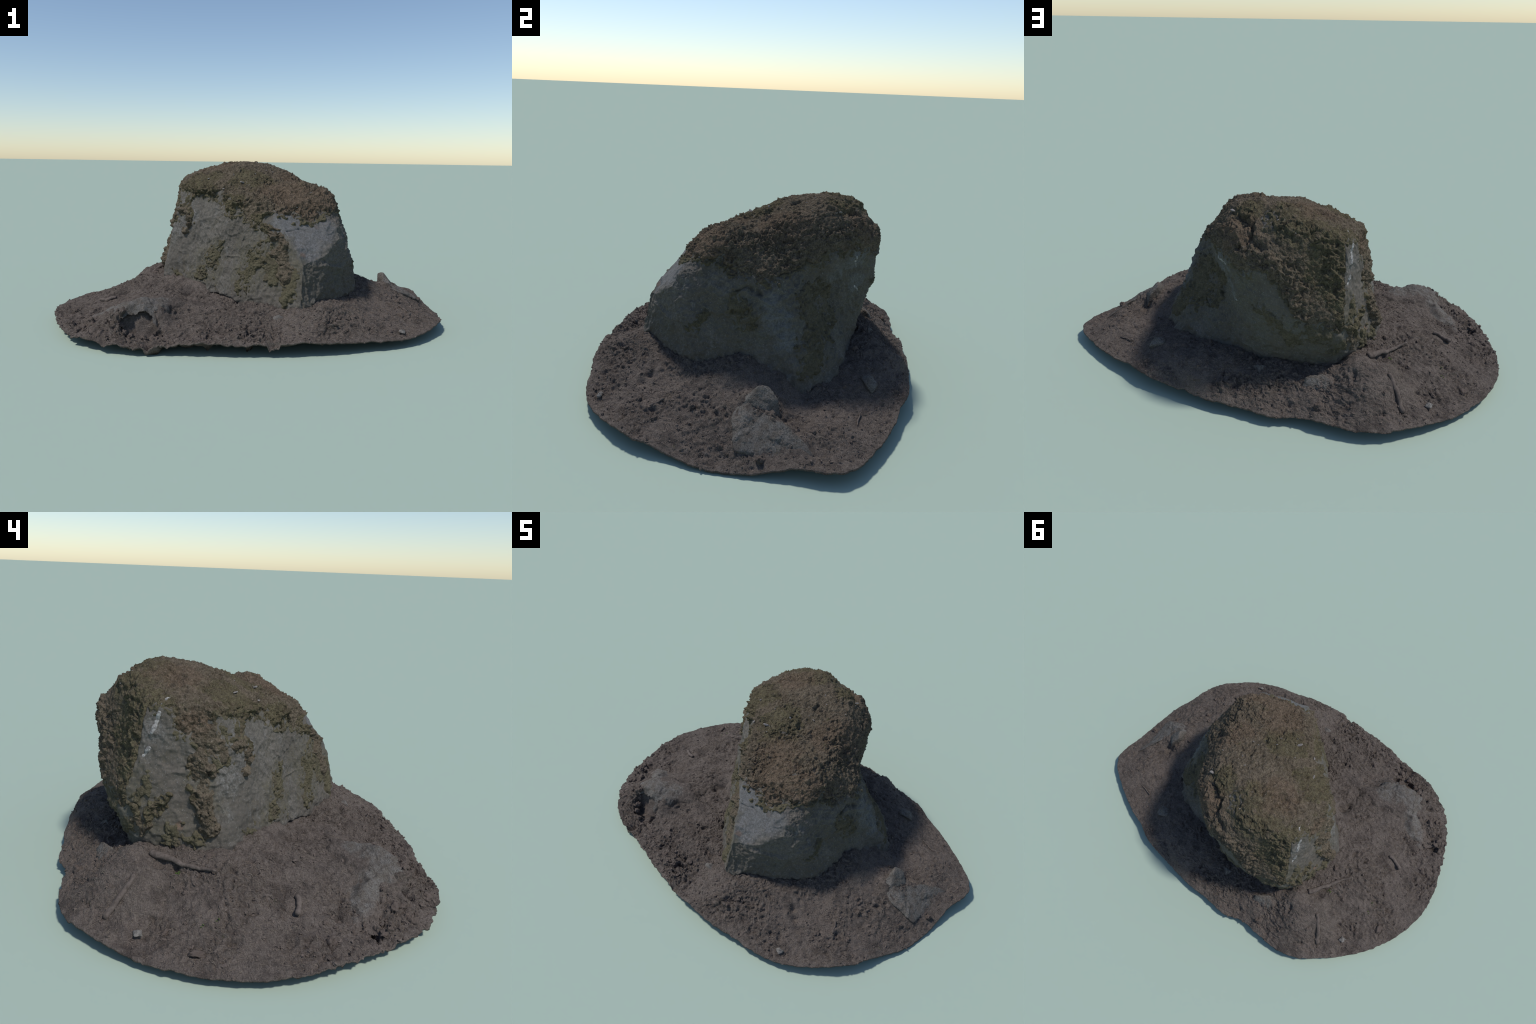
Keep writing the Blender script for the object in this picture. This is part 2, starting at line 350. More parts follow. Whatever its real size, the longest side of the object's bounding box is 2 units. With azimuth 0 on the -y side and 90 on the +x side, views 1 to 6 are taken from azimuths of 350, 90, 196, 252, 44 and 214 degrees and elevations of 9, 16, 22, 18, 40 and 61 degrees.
def stone_material():
    n = Nodes("weathered_stone", 0.9, 0.2)
    big, mid, fine = n.noise(7, 5), n.noise(28, 6, 0.65), n.noise(140, 4, 0.7)
    wob = n.math("MULTIPLY", n.math("SUBTRACT", n.noise(16, 6, 0.65), 0.5), 1.6)
    col = n.mix(n.ramp(big, 0.35, 0.65), (0.096, 0.084, 0.070), (0.140, 0.126, 0.108))
    col = n.mix(n.ramp(mid, 0.45, 0.75), col, (0.072, 0.063, 0.050))
    col = n.mix(n.ramp(n.noise(26, 6, 0.7, 0.3, (1, 1, 0.3)), 0.54, 0.70, 0.0, 0.7), col, (0.175, 0.168, 0.158))
    col = n.mix(n.ramp(n.noise(11, 6, 0.7, 0.4), 0.52, 0.68, 0.0, 0.7), col, (0.092, 0.078, 0.056))
    # pale dry bloom on the weather side
    bloom = n.any([n.near(c, r, wob) for c, r in (((-0.345, 0.08, 0.55), 0.06), ((-0.40, 0.13, 0.42), 0.07), ((-0.33, 0.06, 0.50), 0.08), ((-0.41, 0.17, 0.30), 0.05), ((-0.35, 0.39, 0.6), 0.05))])
    col = n.mix(n.math("MULTIPLY", bloom, n.ramp(fine, 0.42, 0.62, 0.10, 0.60)), col, (0.19, 0.187, 0.182))
    # clean slate-grey break at the front
    clean = n.any([n.near(c, r, n.math("MULTIPLY", wob, 0.35)) for c, r in (((0.08, -0.345, 0.50), 0.075), ((0.17, -0.375, 0.46), 0.11), ((0.25, -0.34, 0.48), 0.09), ((0.17, -0.43, 0.40), 0.07))])
    col = n.mix(clean, col, n.mix(n.ramp(mid, 0.4, 0.7), (0.152, 0.150, 0.152), (0.124, 0.122, 0.122)))
    # brown and olive staining low on the lee side
    lee = n.any([n.near(c, r, wob) for c, r in (((0.46, -0.04, 0.36), 0.15), ((0.42, -0.16, 0.38), 0.09), ((0.32, -0.36, 0.26), 0.06), ((0.42, 0.20, 0.45), 0.17), ((0.44, 0.24, 0.28), 0.19), ((0.30, 0.34, 0.40), 0.17), ((0.34, 0.20, 0.55), 0.14), ((0.10, 0.45, 0.48), 0.17), ((0.02, 0.47, 0.30), 0.19), ((-0.15, 0.49, 0.26), 0.18), ((-0.28, 0.48, 0.24), 0.13), ((0.22, 0.38, 0.26), 0.16), ((-0.30, 0.47, 0.36), 0.10))])
    stain = n.mix(n.ramp(n.noise(13, 5, 0.65), 0.42, 0.6), (0.110, 0.095, 0.070), (0.118, 0.113, 0.090))  # stain colours lightened because this shaded side came out too dark
    stain = n.mix(n.ramp(n.noise(30, 6, 0.7), 0.5, 0.66, 0.0, 0.8), stain, (0.072, 0.065, 0.052))
    col = n.mix(n.math("MULTIPLY", lee, n.ramp(mid, 0.3, 0.6, 0.4, 0.9)), col, stain)
    grey = n.any([n.near(c, r, wob) for c, r in (((0.46, 0.06, 0.43), 0.045), ((0.49, 0.09, 0.36), 0.065), ((0.50, 0.12, 0.28), 0.055), ((0.19, 0.42, 0.54), 0.06), ((0.25, 0.34, 0.47), 0.055), ((0.15, 0.44, 0.42), 0.05))])
    col = n.mix(n.math("MULTIPLY", grey, 0.85), col, n.mix(n.ramp(mid, 0.4, 0.7), (0.150, 0.153, 0.150), (0.118, 0.118, 0.112)))
    green = n.any([n.near(c, r, wob) for c, r in (((-0.05, -0.30, 0.32), 0.15), ((0.05, -0.42, 0.28), 0.13), ((-0.24, -0.11, 0.28), 0.11), ((-0.08, -0.26, 0.22), 0.10), ((-0.30, -0.05, 0.22), 0.07), ((-0.40, 0.36, 0.27), 0.09), ((-0.41, 0.26, 0.23), 0.09), ((-0.41, 0.24, 0.42), 0.07), ((-0.43, 0.22, 0.32), 0.07), ((-0.37, 0.43, 0.40), 0.09), ((0.05, -0.40, 0.38), 0.09), ((-0.23, -0.12, 0.36), 0.07))])
    col = n.mix(n.math("MULTIPLY", green, n.ramp(mid, 0.36, 0.62, 0.35, 0.95)), col, (0.098, 0.087, 0.059))
    # dusty mud splash round the foot
    dust = n.any([n.near(c, r, wob) for c, r in (((-0.12, -0.30, 0.17), 0.08), ((0.0, -0.42, 0.16), 0.08), ((-0.43, 0.22, 0.24), 0.09), ((-0.38, 0.36, 0.42), 0.08), ((-0.39, 0.30, 0.33), 0.10))])
    col = n.mix(n.math("MULTIPLY", dust, 0.65), col, (0.110, 0.094, 0.078))
    rust = n.any([n.near(c, r, wob) for c, r in (((0.235, -0.36, 0.50), 0.025), ((0.15, -0.45, 0.385), 0.02), ((-0.41, 0.31, 0.27), 0.02))])
    col = n.mix(n.math("MULTIPLY", rust, 0.6), col, (0.19, 0.11, 0.07))
    col = n.mix(n.ramp(n.noise(55, 6, 0.75), 0.54, 0.68, 0.0, 0.75), col, (0.070, 0.060, 0.044))
    col = n.mix(n.ramp(fine, 0.3, 0.7, 0.75, 0.0), col, (0.07, 0.066, 0.060))
    col = n.mix(n.ramp(n.noise(220, 2, 0.5), 0.62, 0.72, 0.0, 0.5), col, (0.24, 0.235, 0.225))
    n.bump(n.math("ADD", n.noise(90, 6, 0.7), n.math("MULTIPLY", mid, 0.8)), 0.5, 0.004)
    return n.done(col)

def moss_material():
    n = Nodes("moss_crust", 1.0, 0.05)
    big, mid, fine = n.noise(9, 5), n.noise(45, 6, 0.7), n.noise(170, 4, 0.7)
    wob = n.math("MULTIPLY", n.math("SUBTRACT", n.noise(14, 6, 0.65), 0.5), 1.8)
    brown = n.mix(n.ramp(mid, 0.35, 0.65), (0.108, 0.089, 0.066), (0.172, 0.142, 0.106))
    olive = n.mix(n.ramp(mid, 0.35, 0.65), (0.092, 0.081, 0.050), (0.146, 0.128, 0.080))
    green = n.any([n.near(c, r, wob) for c, r in (((-0.02, -0.02, 0.69), 0.13), ((0.10, 0.36, 0.77), 0.08), ((-0.12, 0.39, 0.76), 0.14), ((-0.26, 0.10, 0.66), 0.13), ((-0.26, 0.02, 0.58), 0.12), ((-0.13, -0.12, 0.55), 0.10), ((-0.02, -0.27, 0.49), 0.07), ((-0.38, 0.40, 0.45), 0.16), ((-0.28, 0.42, 0.62), 0.14))])
    col = n.mix(n.math("MULTIPLY", n.ramp(n.math("ADD", green, n.math("MULTIPLY", big, 0.8)), 0.55, 1.1), n.ramp(mid, 0.3, 0.6, 0.55, 1.0)), brown, olive)
    rust = n.any([n.near(c, r, wob) for c, r in (((0.20, -0.25, 0.58), 0.16), ((0.33, -0.20, 0.58), 0.12), ((0.12, 0.45, 0.69), 0.10), ((0.10, -0.15, 0.63), 0.13), ((0.22, 0.10, 0.68), 0.12), ((-0.16, 0.27, 0.75), 0.11), ((-0.36, 0.25, 0.62), 0.06))])
    col = n.mix(n.math("MULTIPLY", rust, 0.7), col, n.mix(n.ramp(mid, 0.35, 0.65), (0.116, 0.085, 0.062), (0.182, 0.134, 0.098)))
    col = n.mix(n.ramp(n.noise(60, 3, 0.6), 0.60, 0.72, 0.0, 0.55), col, (0.100, 0.104, 0.048))
    col = n.mix(n.ramp(n.noise(24, 6, 0.7), 0.52, 0.68, 0.0, 0.75), col, (0.165, 0.132, 0.100))
    col = n.mix(n.ramp(n.noise(19, 6, 0.7, 0.3), 0.54, 0.70, 0.0, 0.7), col, (0.062, 0.052, 0.036))
    col = n.mix(n.ramp(n.noise(80, 5, 0.75), 0.50, 0.66, 0.0, 0.75), col, (0.050, 0.041, 0.029))
    col = n.mix(n.ramp(fine, 0.32, 0.6, 0.6, 0.0), col, (0.040, 0.032, 0.022))  # crevice shade painted as dark grain in the moss colour
    col = n.mix(n.ramp(n.noise(75, 3, 0.6), 0.64, 0.76, 0.0, 0.75), col, (0.215, 0.19, 0.165))  # highlights on the crust tips, painted as pale flecks
    n.bump(n.math("ADD", n.noise(110, 6, 0.75), n.math("MULTIPLY", n.cells(160), 0.6)), 0.9, 0.006)
    return n.done(col)

def film_material():
    n = Nodes("moss_film", 1.0, 0.05)
    mid, fine = n.noise(40, 6, 0.7), n.noise(170, 4, 0.7)
    col = n.mix(n.ramp(mid, 0.35, 0.65), (0.084, 0.075, 0.050), (0.124, 0.110, 0.074))
    col = n.mix(n.ramp(n.noise(18, 4), 0.5, 0.65, 0.0, 0.7), col, (0.100, 0.084, 0.064))
    lee = n.any([n.near(c, r, 0.0) for c, r in (((0.42, 0.10, 0.45), 0.35), ((0.15, 0.48, 0.4), 0.35), ((-0.15, 0.55, 0.35), 0.25))])
    col = n.mix(n.math('MULTIPLY', lee, 0.75), col, n.mix(n.ramp(mid, 0.35, 0.65), (0.088, 0.077, 0.055), (0.135, 0.117, 0.085)))  # film tinted lighter and greyer to brighten the face away from the sun
    col = n.mix(n.ramp(fine, 0.35, 0.6, 0.5, 0.0), col, (0.055, 0.048, 0.028))
    n.bump(n.math("ADD", n.noise(120, 6, 0.75), n.math("MULTIPLY", n.cells(180), 0.6)), 0.8, 0.005)
    return n.done(col)

def vein_material():
    n = Nodes("quartz", 0.7, 0.3)
    col = n.mix(n.ramp(n.noise(90, 4, 0.7), 0.4, 0.62), (0.14, 0.135, 0.13), (0.34, 0.33, 0.315))
    n.bump(n.noise(150, 4, 0.7), 0.5, 0.003)
    return n.done(col)

def soil_material(name, dusty=()):
    n = Nodes(name, 1.0, 0.05)
    big, mid, fine = n.noise(5, 5, 0.6), n.noise(50, 6, 0.7), n.noise(210, 5, 0.75, 0.4)
    col = n.mix(n.ramp(mid, 0.35, 0.68), (0.104, 0.087, 0.076), (0.178, 0.150, 0.131))
    col = n.mix(n.ramp(big, 0.44, 0.60, 0.0, 0.8), col, (0.165, 0.138, 0.121))
    col = n.mix(n.ramp(n.noise(11, 5, 0.65), 0.50, 0.68, 0.0, 0.8), col, (0.074, 0.062, 0.056))
    if dusty:
        wob = n.math("MULTIPLY", n.math("SUBTRACT", n.noise(18, 6, 0.65), 0.5), 1.5)
        grey = n.any([n.near(c, r, wob) for c, r in dusty])
        rock = n.mix(n.ramp(n.noise(30, 5, 0.6), 0.4, 0.65), (0.198, 0.188, 0.174), (0.145, 0.130, 0.113))
        rock = n.mix(n.ramp(n.noise(45, 5, 0.65), 0.62, 0.72, 0.0, 0.7), rock, (0.085, 0.078, 0.045))
        col = n.mix(n.math("MULTIPLY", grey, n.ramp(mid, 0.3, 0.6, 0.55, 0.95)), col, rock)
    col = n.mix(n.ramp(fine, 0.33, 0.6, 0.7, 0.0), col, (0.042, 0.034, 0.030))
    for s, seed in (((1, 5, 3), 70), ((5, 1, 3), 80)):      # rotted fibres
        col = n.mix(n.ramp(n.noise(seed, 3, 0.55, 0.8, s), 0.60, 0.70, 0.0, 0.6), col, (0.190, 0.160, 0.135))
    col = n.mix(n.ramp(n.noise(33, 3, 0.5), 0.72, 0.78, 0.0, 0.4), col, (0.10, 0.105, 0.05))
    n.bump(n.math("ADD", n.noise(130, 6, 0.75, 0.6), n.math("MULTIPLY", n.noise(60, 3, 0.6, 0.8, (1, 4, 2)), 0.9)), 0.9, 0.006)
    return n.done(col)

def small_stone_material():
    n = Nodes("buried_stone", 0.95, 0.12)
    mid, fine = n.noise(24, 6, 0.65), n.noise(120, 5, 0.7)
    col = n.mix(n.ramp(n.noise(9, 4), 0.4, 0.62), (0.098, 0.088, 0.078), (0.140, 0.130, 0.120))
    col = n.mix(n.ramp(mid, 0.45, 0.65, 0.0, 0.85), col, (0.105, 0.086, 0.072))
    col = n.mix(n.ramp(n.noise(35, 5, 0.65), 0.62, 0.72, 0.0, 0.7), col, (0.105, 0.095, 0.052))
    col = n.mix(n.ramp(fine, 0.3, 0.6, 0.55, 0.0), col, (0.07, 0.064, 0.058))
    n.bump(n.math("ADD", fine, n.math("MULTIPLY", mid, 0.8)), 0.5, 0.004)
    return n.done(col)

def plain_material(name, dark, light, scale=60, rough=0.95):
    n = Nodes(name, rough, 0.1)
    info = n.new("ShaderNodeObjectInfo")
    f = n.math("ADD", n.ramp(n.noise(scale, 5, 0.7), 0.35, 0.65, 0, 0.8), n.math("MULTIPLY", info.outputs["Random"], 0.25))
    n.bump(n.noise(scale * 3, 4, 0.7), 0.6, 0.003)
    return n.done(n.mix(f, dark, light))

# --------------------------------------------------------------------------
# 4. the boulder
# --------------------------------------------------------------------------
FN = unit(np.array([f[0] for f in FACETS]), np.array([f[1] for f in FACETS]))
FD = np.array([f[2] for f in FACETS])
LD = unit(np.array([l[0] for l in LUMPS], float), np.array([l[1] for l in LUMPS], float))
LH = np.array([l[2] for l in LUMPS])

CN = unit(np.array([c[0] for c in CUTS]), np.array([c[1] for c in CUTS]))
CD = np.array([c[2] for c in CUTS])
SD = unit(np.array([c[0] for c in STOCK], float), np.array([c[1] for c in STOCK], float))

def boulder_radius(d):
    r = facet_radius(d, FN, FD, FACET_SHARPNESS) + np.exp((d @ LD.T - 1) / LUMP_WIDTH ** 2) @ LH
    r = r + np.exp((d @ SD.T - 1) / 0.25 ** 2) @ np.array([c[2] for c in STOCK])
    face = d @ CN.T
    return np.minimum(r, np.where(face > 0.3, CD / np.maximum(face, 0.3), 9.0).min(1))

def snap(line):
    """Drop a polyline onto the boulder's surface."""
    q = np.asarray(line, float) - MIDDLE
    q /= np.linalg.norm(q, axis=1)[:, None]
    return MIDDLE + q * boulder_radius(q)[:, None]

def step_depth(p):
    """A shelf broken out of the back of the crown: the rock drops on its +x side."""
    a, b = np.array([0.150, 0.335]), np.array([-0.03, 0.52])
    t = (b - a) / np.linalg.norm(b - a); s = np.array([t[1], -t[0]])
    q = p[:, :2] - a
    along, side = q @ t, q @ s
    if s[0] < 0:
        side = -side
    side = side + 0.035 * perlin(p, 0.10, 90) + 0.016 * perlin(p, 0.035, 91)
    inside = smooth(-0.02, 0.06, along) * smooth(0.27, 0.16, along) * smooth(0.60, 0.66, p[:, 2])
    return 0.030 * inside * smooth(-0.004, 0.006, side) * np.exp(-np.maximum(side, 0) / 0.05)

d, quads = cube_sphere(240)
quads = quads[(d[quads][:, :, 2] > -0.60).all(1)]
_used = np.unique(quads)
_map = np.zeros(len(d), int); _map[_used] = np.arange(len(_used))
d, quads = d[_used], _map[quads]
base = MIDDLE + d * boulder_radius(d)[:, None]
N0 = normals_of(base, quads)
if ((base - MIDDLE) * N0).sum(1).mean() < 0:
    quads = quads[:, ::-1]; N0 = -N0
base = base - N0 * step_depth(base)[:, None]

# broken stone: broad undulation, flat chips with small ledges, fine grain, upright streaks on the weather side
def chipped(p, size, seed):
    n = fbm(warped(p, size, size * 0.3, seed + 3), size, 2, seed)
    return 0.16 - np.minimum(np.abs(n), 0.30)          # flat scoops meeting in crisp crests
streaky = base * [1, 1, 0.22]
relief = 0.009 * fbm(base, 0.12, 2, 5) + 0.015 * chipped(base, 0.07, 9) + 0.0035 * fbm(base, 0.026, 3, 11, 0.6) \
    + 0.0030 * fbm(streaky, 0.016, 2, 13) * smooth(0.2, -0.1, N0[:, 0]) \
    + smooth(0.05, 0.35, N0[:, 0]) * (0.0042 * fbm(base, 0.018, 3, 14, 0.65) + 0.003 * flakes(base, 0.035, 2, 15) + 0.030 * chipped(base, 0.13, 16))
cleanness = np.exp(-(to_line(base, [(0.08, -0.34, 0.5), (0.2, -0.37, 0.46)]) / 0.09) ** 2)
relief = relief * (1 - 0.75 * cleanness) - 0.003
for line, w, depth in CRACKS:
    dist = to_line(warped(base, 0.03, 0.008, 77), snap(line))
    relief -= depth * np.exp(-(dist / w) ** 2)
for line, w, height in ARRISES:
    dist = to_line(base, snap(line))
    relief += height * np.exp(-np.abs(dist / w) ** 1.3)
stone_v = base + N0 * relief[:, None]
stone_n = normals_of(stone_v, quads)

# moss masks: metres inside the border, positive where moss grows
rel = base - MIDDLE
az = np.degrees(np.arctan2(rel[:, 1], rel[:, 0])) % 360
el = np.degrees(np.arcsin(rel[:, 2] / np.linalg.norm(rel, axis=1)))
lx = np.array([m[0] for m in MOSS_LINE] + [360.0]); ly = np.array([m[1] for m in MOSS_LINE] + [MOSS_LINE[0][1]], float)
ragged = 0.034 * perlin(base, 0.075, 31) + 0.026 * perlin(base, 0.030, 32) + 0.014 * perlin(base, 0.013, 33)
cap = np.radians(el - np.interp(az, lx, ly)) * np.linalg.norm(rel, axis=1) + ragged
for c, r in BARE_SPOTS:
    cap = np.minimum(cap, np.linalg.norm(base - c, axis=1) - r + 0.5 * ragged)
streak = np.full(len(base), -1.0)
for line, w in MOSS_STREAKS:
    streak = np.maximum(streak, w - to_line(base, snap(line)) + 0.6 * ragged)
film = np.full(len(base), -1.0)
for line, w in MOSS_FILMS:
    film = np.maximum(film, w - to_line(base, snap(line)) + 1.3 * ragged + 0.030 * perlin(base, 0.014, 35))

patchy = smooth(-0.35, 0.35, fbm(base, 0.11, 2, 58))
clump = (0.5 + 0.9 * patchy) * (0.016 * crumbly(base, 0.045, 4, 53, 0.62) + 0.0050 * flakes(base, 0.040, 2.2, 51) + 0.009 * fbm(base, 0.07, 2, 52)) \
    + 0.0030 * flakes(base, 0.016, 2.2, 59)
def crust(mask, thick, rough, edge):
    rise = smooth(-0.004, edge, mask)
    return -0.004 + rise * (0.004 + thick) + rise * rough * clump

def shell(name, mask, height, material, parent, out=None):
    f = quads[(mask[quads] > -0.004).any(1)]
    # ragged lips hang a little: push moss outwards and slightly down
    v = base + N0 * (relief * smooth(0.03, 0.0, mask) + height)[:, None] + (0 if out is None else out)
    return make_mesh(name, v, f, material, parent, kind="stuff")

hang = np.zeros_like(base); hang[:, 2] = -0.6
jit = np.stack([perlin(base, 0.018, 60 + k) for k in range(3)], 1) * 0.006
lip = np.exp(-((cap - 0.02) / 0.018) ** 2) * smooth(0.75, 0.35, N0[:, 2]) * smooth(148, 175, az) * smooth(345, 300, az) * patchy
lee = smooth(345, 360, az) + smooth(135, 100, az)          # the cap thins out to a crust on the lee side
cap_h = crust(cap, 0.0005 + 0.018 * lip, 1.0 + 0.7 * lip - 0.25 * lee * smooth(0.06, 0.0, cap), 0.012 + 0.02 * (1 - patchy))
streak_h = crust(streak, 0.005 + 0.008 * patchy, 1.25, 0.012)
stone_v -= N0 * (0.012 * smooth(0.0, 0.04, cap))[:, None]  # bare rock lies well under the cap

MAT_STONE, MAT_MOSS, MAT_FILM, MAT_VEIN = stone_material(), moss_material(), film_material(), vein_material()
MAT_SOIL, MAT_DUSTY, MAT_BURIED = soil_material('dark_soil'), soil_material('dusty_stone', [((-0.63, -0.40, 0.155), 0.08), ((-0.55, -0.41, 0.15), 0.10), ((-0.50, -0.42, 0.13), 0.07), ((-0.70, -0.32, 0.12), 0.08), ((-0.75, -0.22, 0.085), 0.07), ((-0.56, -0.48, 0.11), 0.08), ((-0.50, -0.34, 0.155), 0.06)]), small_stone_material()
MAT_FORKED = soil_material('forked_stone', [((0.73, 0.03, 0.18), 0.09), ((0.72, -0.03, 0.14), 0.06), ((0.78, -0.045, 0.11), 0.055), ((0.84, -0.04, 0.08), 0.06), ((0.79, 0.05, 0.13), 0.06), ((0.84, 0.11, 0.10), 0.055), ((0.88, 0.18, 0.075), 0.045), ((0.85, 0.05, 0.08), 0.08), ((0.80, 0.01, 0.11), 0.07), ((0.88, 0.0, 0.06), 0.05), ((0.88, 0.09, 0.06), 0.05)])
MAT_LEE = soil_material('lee_stone', [((0.50, 0.46, 0.13), 0.075), ((-0.018, 0.54, 0.135), 0.055), ((-0.25, 0.585, 0.12), 0.085)])
MAT_CLOD = plain_material("crumbly_clod", (0.085, 0.068, 0.059), (0.155, 0.126, 0.110), 50)
MAT_TWIG = plain_material("old_twig", (0.075, 0.061, 0.053), (0.138, 0.114, 0.100), 70)
MAT_STRAW = plain_material("dead_straw", (0.120, 0.098, 0.080), (0.240, 0.200, 0.162), 30)
MAT_CHIP = plain_material("pale_chip", (0.16, 0.145, 0.135), (0.27, 0.25, 0.235), 80)
MAT_FLINT = plain_material("pale_pebble", (0.11, 0.10, 0.09), (0.20, 0.185, 0.17), 60)
MAT_GREEN = plain_material("green_sprig", (0.055, 0.085, 0.025), (0.085, 0.13, 0.035), 60)

root = bpy.data.objects.new("mossy_boulder", None)
bpy.context.scene.collection.objects.link(root)
root["label"] = "mossy grey boulder standing on a ragged patch of dark soil"
root["category"] = "boulder"

stone_v[:, 2] = np.maximum(stone_v[:, 2], 0.03)      # sits inside the sheet
boulder = make_mesh("boulder", stone_v, quads, MAT_STONE, root)
shell("moss_cap", cap, cap_h, MAT_MOSS, boulder, jit * smooth(0.0, 0.01, cap)[:, None])
shell("moss_streak", streak, streak_h, MAT_MOSS, boulder, jit * smooth(0.0, 0.01, streak)[:, None])
fringe = cap + 0.022 + 0.030 * perlin(base, 0.035, 37) + 0.02 * perlin(base, 0.013, 38)
film_out = np.minimum(np.maximum(film, fringe), 0.012 - np.maximum(cap, streak))
shell("moss_film", film_out, crust(film_out, 0.0020, 0.75, 0.020), MAT_FILM, boulder)
vein = np.full(len(base), -1.0)
for line, w in VEINS:
    vein = np.maximum(vein, w - to_line(base, snap(line)) + 0.006 * perlin(base, 0.018, 71) + 0.003 * perlin(base, 0.008, 72))
vf = quads[(vein[quads] > -0.001).any(1)]
make_mesh("quartz_vein", stone_v + stone_n * (-0.002 + 0.0045 * smooth(-0.002, 0.003, vein))[:, None] + N0 * np.maximum(cap_h + 0.012 * smooth(0, 0.04, cap), 0)[:, None], vf, MAT_VEIN, boulder)

# --------------------------------------------------------------------------
# 5. the soil sheet
# --------------------------------------------------------------------------
def rim_at(a):
    r, z = ring(RIM_RADIUS, a), ring(RIM_HEIGHT, a)
    return np.stack([r * np.cos(np.radians(a)), r * np.sin(np.radians(a)), z], -1)

def foot_at(a):
    r, z = ring(FOOT_RADIUS, a), ring(FOOT_HEIGHT, a)
    return np.stack([FOOT_CENTRE[0] + r * np.cos(np.radians(a)), FOOT_CENTRE[1] + r * np.sin(np.radians(a)), z], -1)

known = np.concatenate([rim_at(np.arange(0, 360, 6.0)), foot_at(np.arange(0, 360, 10.0)), np.array(SOIL_HEIGHTS)])

def plate_kernel(a, b):
    r2 = ((a[:, None, :2] - b[None, :, :2]) ** 2).sum(-1) + 1e-12
    return 0.5 * r2 * np.log(r2)

_n = len(known)
_A = np.zeros((_n + 3, _n + 3))
_A[:_n, :_n] = plate_kernel(known, known) + 2e-5 * np.eye(_n)
_A[:_n, _n:] = np.c_[np.ones(_n), known[:, :2]]; _A[_n:, :_n] = _A[:_n, _n:].T
_w = np.linalg.solve(_A, np.r_[known[:, 2], 0, 0, 0])

def soil_height(p):
    out = np.empty(len(p))
    for s in range(0, len(p), 40000):
        q = p[s:s + 40000]
        out[s:s + 40000] = plate_kernel(q, known) @ _w[:_n] + _w[_n] + q[:, :2] @ _w[_n + 1:]
    return out

NA, NR = 1320, 200
ang = np.arange(NA) * 360 / NA
rim, foot = rim_at(ang), foot_at(ang)
inner = np.array([*FOOT_CENTRE, 0]) + (foot - [*FOOT_CENTRE, 0]) * [0.72, 0.72, 1]
# torn edge: ragged towards the weather side, cleaner elsewhere
tear = 0.35 + 0.35 * smooth(165, 190, ang) * smooth(275, 235, ang)
edge = 0.012 * perlin(rim, 0.05, 3) + 0.008 * perlin(rim, 0.022, 4) + 0.003 * perlin(rim, 0.009, 6) - 0.002
outw = rim[:, :2] / np.linalg.norm(rim[:, :2], axis=1)[:, None]
s = np.linspace(0, 1, NR)
xy = inner[:, None, :2] * (1 - s[None, :, None]) + rim[:, None, :2] * s[None, :, None]
xy = xy + (outw * (edge * tear)[:, None])[:, None, :] * (s ** 8)[None, :, None]
sv = np.concatenate([xy.reshape(-1, 2), np.zeros((NA * NR, 1))], 1)
sv[:, 2] = soil_height(sv)
S = np.tile(s, NA); ANG = np.repeat(ang, NR)
sv[:, 2] += (S ** 10) * np.repeat(0.010 * tear * perlin(rim, 0.06, 8) * 1.4, NR)
i, j = np.meshgrid(np.arange(NA), np.arange(NR - 1), indexing="ij")
i2 = (i + 1) % NA
sq = np.stack([i * NR + j, i * NR + j + 1, i2 * NR + j + 1, i2 * NR + j], -1).reshape(-1, 4)
sn = normals_of(sv, sq)
if sn[:, 2].mean() < 0:
    sq = sq[:, ::-1]; sn = -sn
soil_base, soil_n = sv.copy(), sn

def spot(p, c, r):
    return np.exp(-((p[:, :2] - np.array(c)) ** 2).sum(1) / r ** 2)

weather = smooth(170, 200, ANG) * smooth(285, 245, ANG) * smooth(0.55, 0.9, S)
quiet = np.clip(spot(sv, (-0.50, 0.56), 0.14) + spot(sv, (-0.58, -0.33), 0.20) + spot(sv, (0.6, 0.45), 0.16), 0, 1)
amp = (0.8 + 0.9 * weather) * (1 - 0.55 * quiet) * (1 - 0.3 * smooth(0.1, 0.6, sv[:, 0]))
pf = soil_base * [1, 1, 1]
rough_ground = 0.25 + 1.25 * smooth(-0.25, 0.35, fbm(pf, 0.20, 3, 99))
bumps = 0.018 * fbm(pf, 0.13, 3, 101) + rough_ground * (0.0075 * flakes(pf, 0.060, 2.4, 103) + 0.0040 * flakes(pf, 0.026, 2.0, 104) + 0.014 * crumbly(pf, 0.042, 3, 105, 0.5))
pits = -0.020 * smooth(0.34, 0.60, perlin(pf, 0.06, 109)) * (0.75 + 1.2 * weather) * rough_ground - 0.008 * smooth(0.40, 0.62, perlin(pf, 0.026, 110)) * rough_ground
disp = amp * (bumps + pits) - 0.0045 - 0.003 * smooth(0.1, -0.4, sv[:, 0])
for (c, r, dep) in [((-0.342, -0.114), 0.022, 0.035), ((-0.355, -0.150), 0.016, 0.02), ((-0.574, 0.332), 0.018, 0.02), ((0.483, -0.421), 0.016, 0.018), ((0.515, -0.451), 0.016, 0.016), ((0.559, -0.474), 0.014, 0.010), ((0.745, 0.115), 0.022, 0.020), ((0.882, 0.276), 0.010, 0.010), ((-0.495, 0.385), 0.022, 0.03), ((-0.515, 0.345), 0.018, 0.025), ((-0.535, 0.315), 0.016, 0.02), ((-0.62, 0.395), 0.015, 0.015), ((-0.69, -0.36), 0.014, 0.015), ((-0.74, -0.34), 0.012, 0.012), ((-0.80, -0.28), 0.016, 0.014), ((-0.46, -0.60), 0.014, 0.010), ((-0.63, -0.175), 0.012, 0.012)]:
    disp -= dep * spot(sv, c, r)
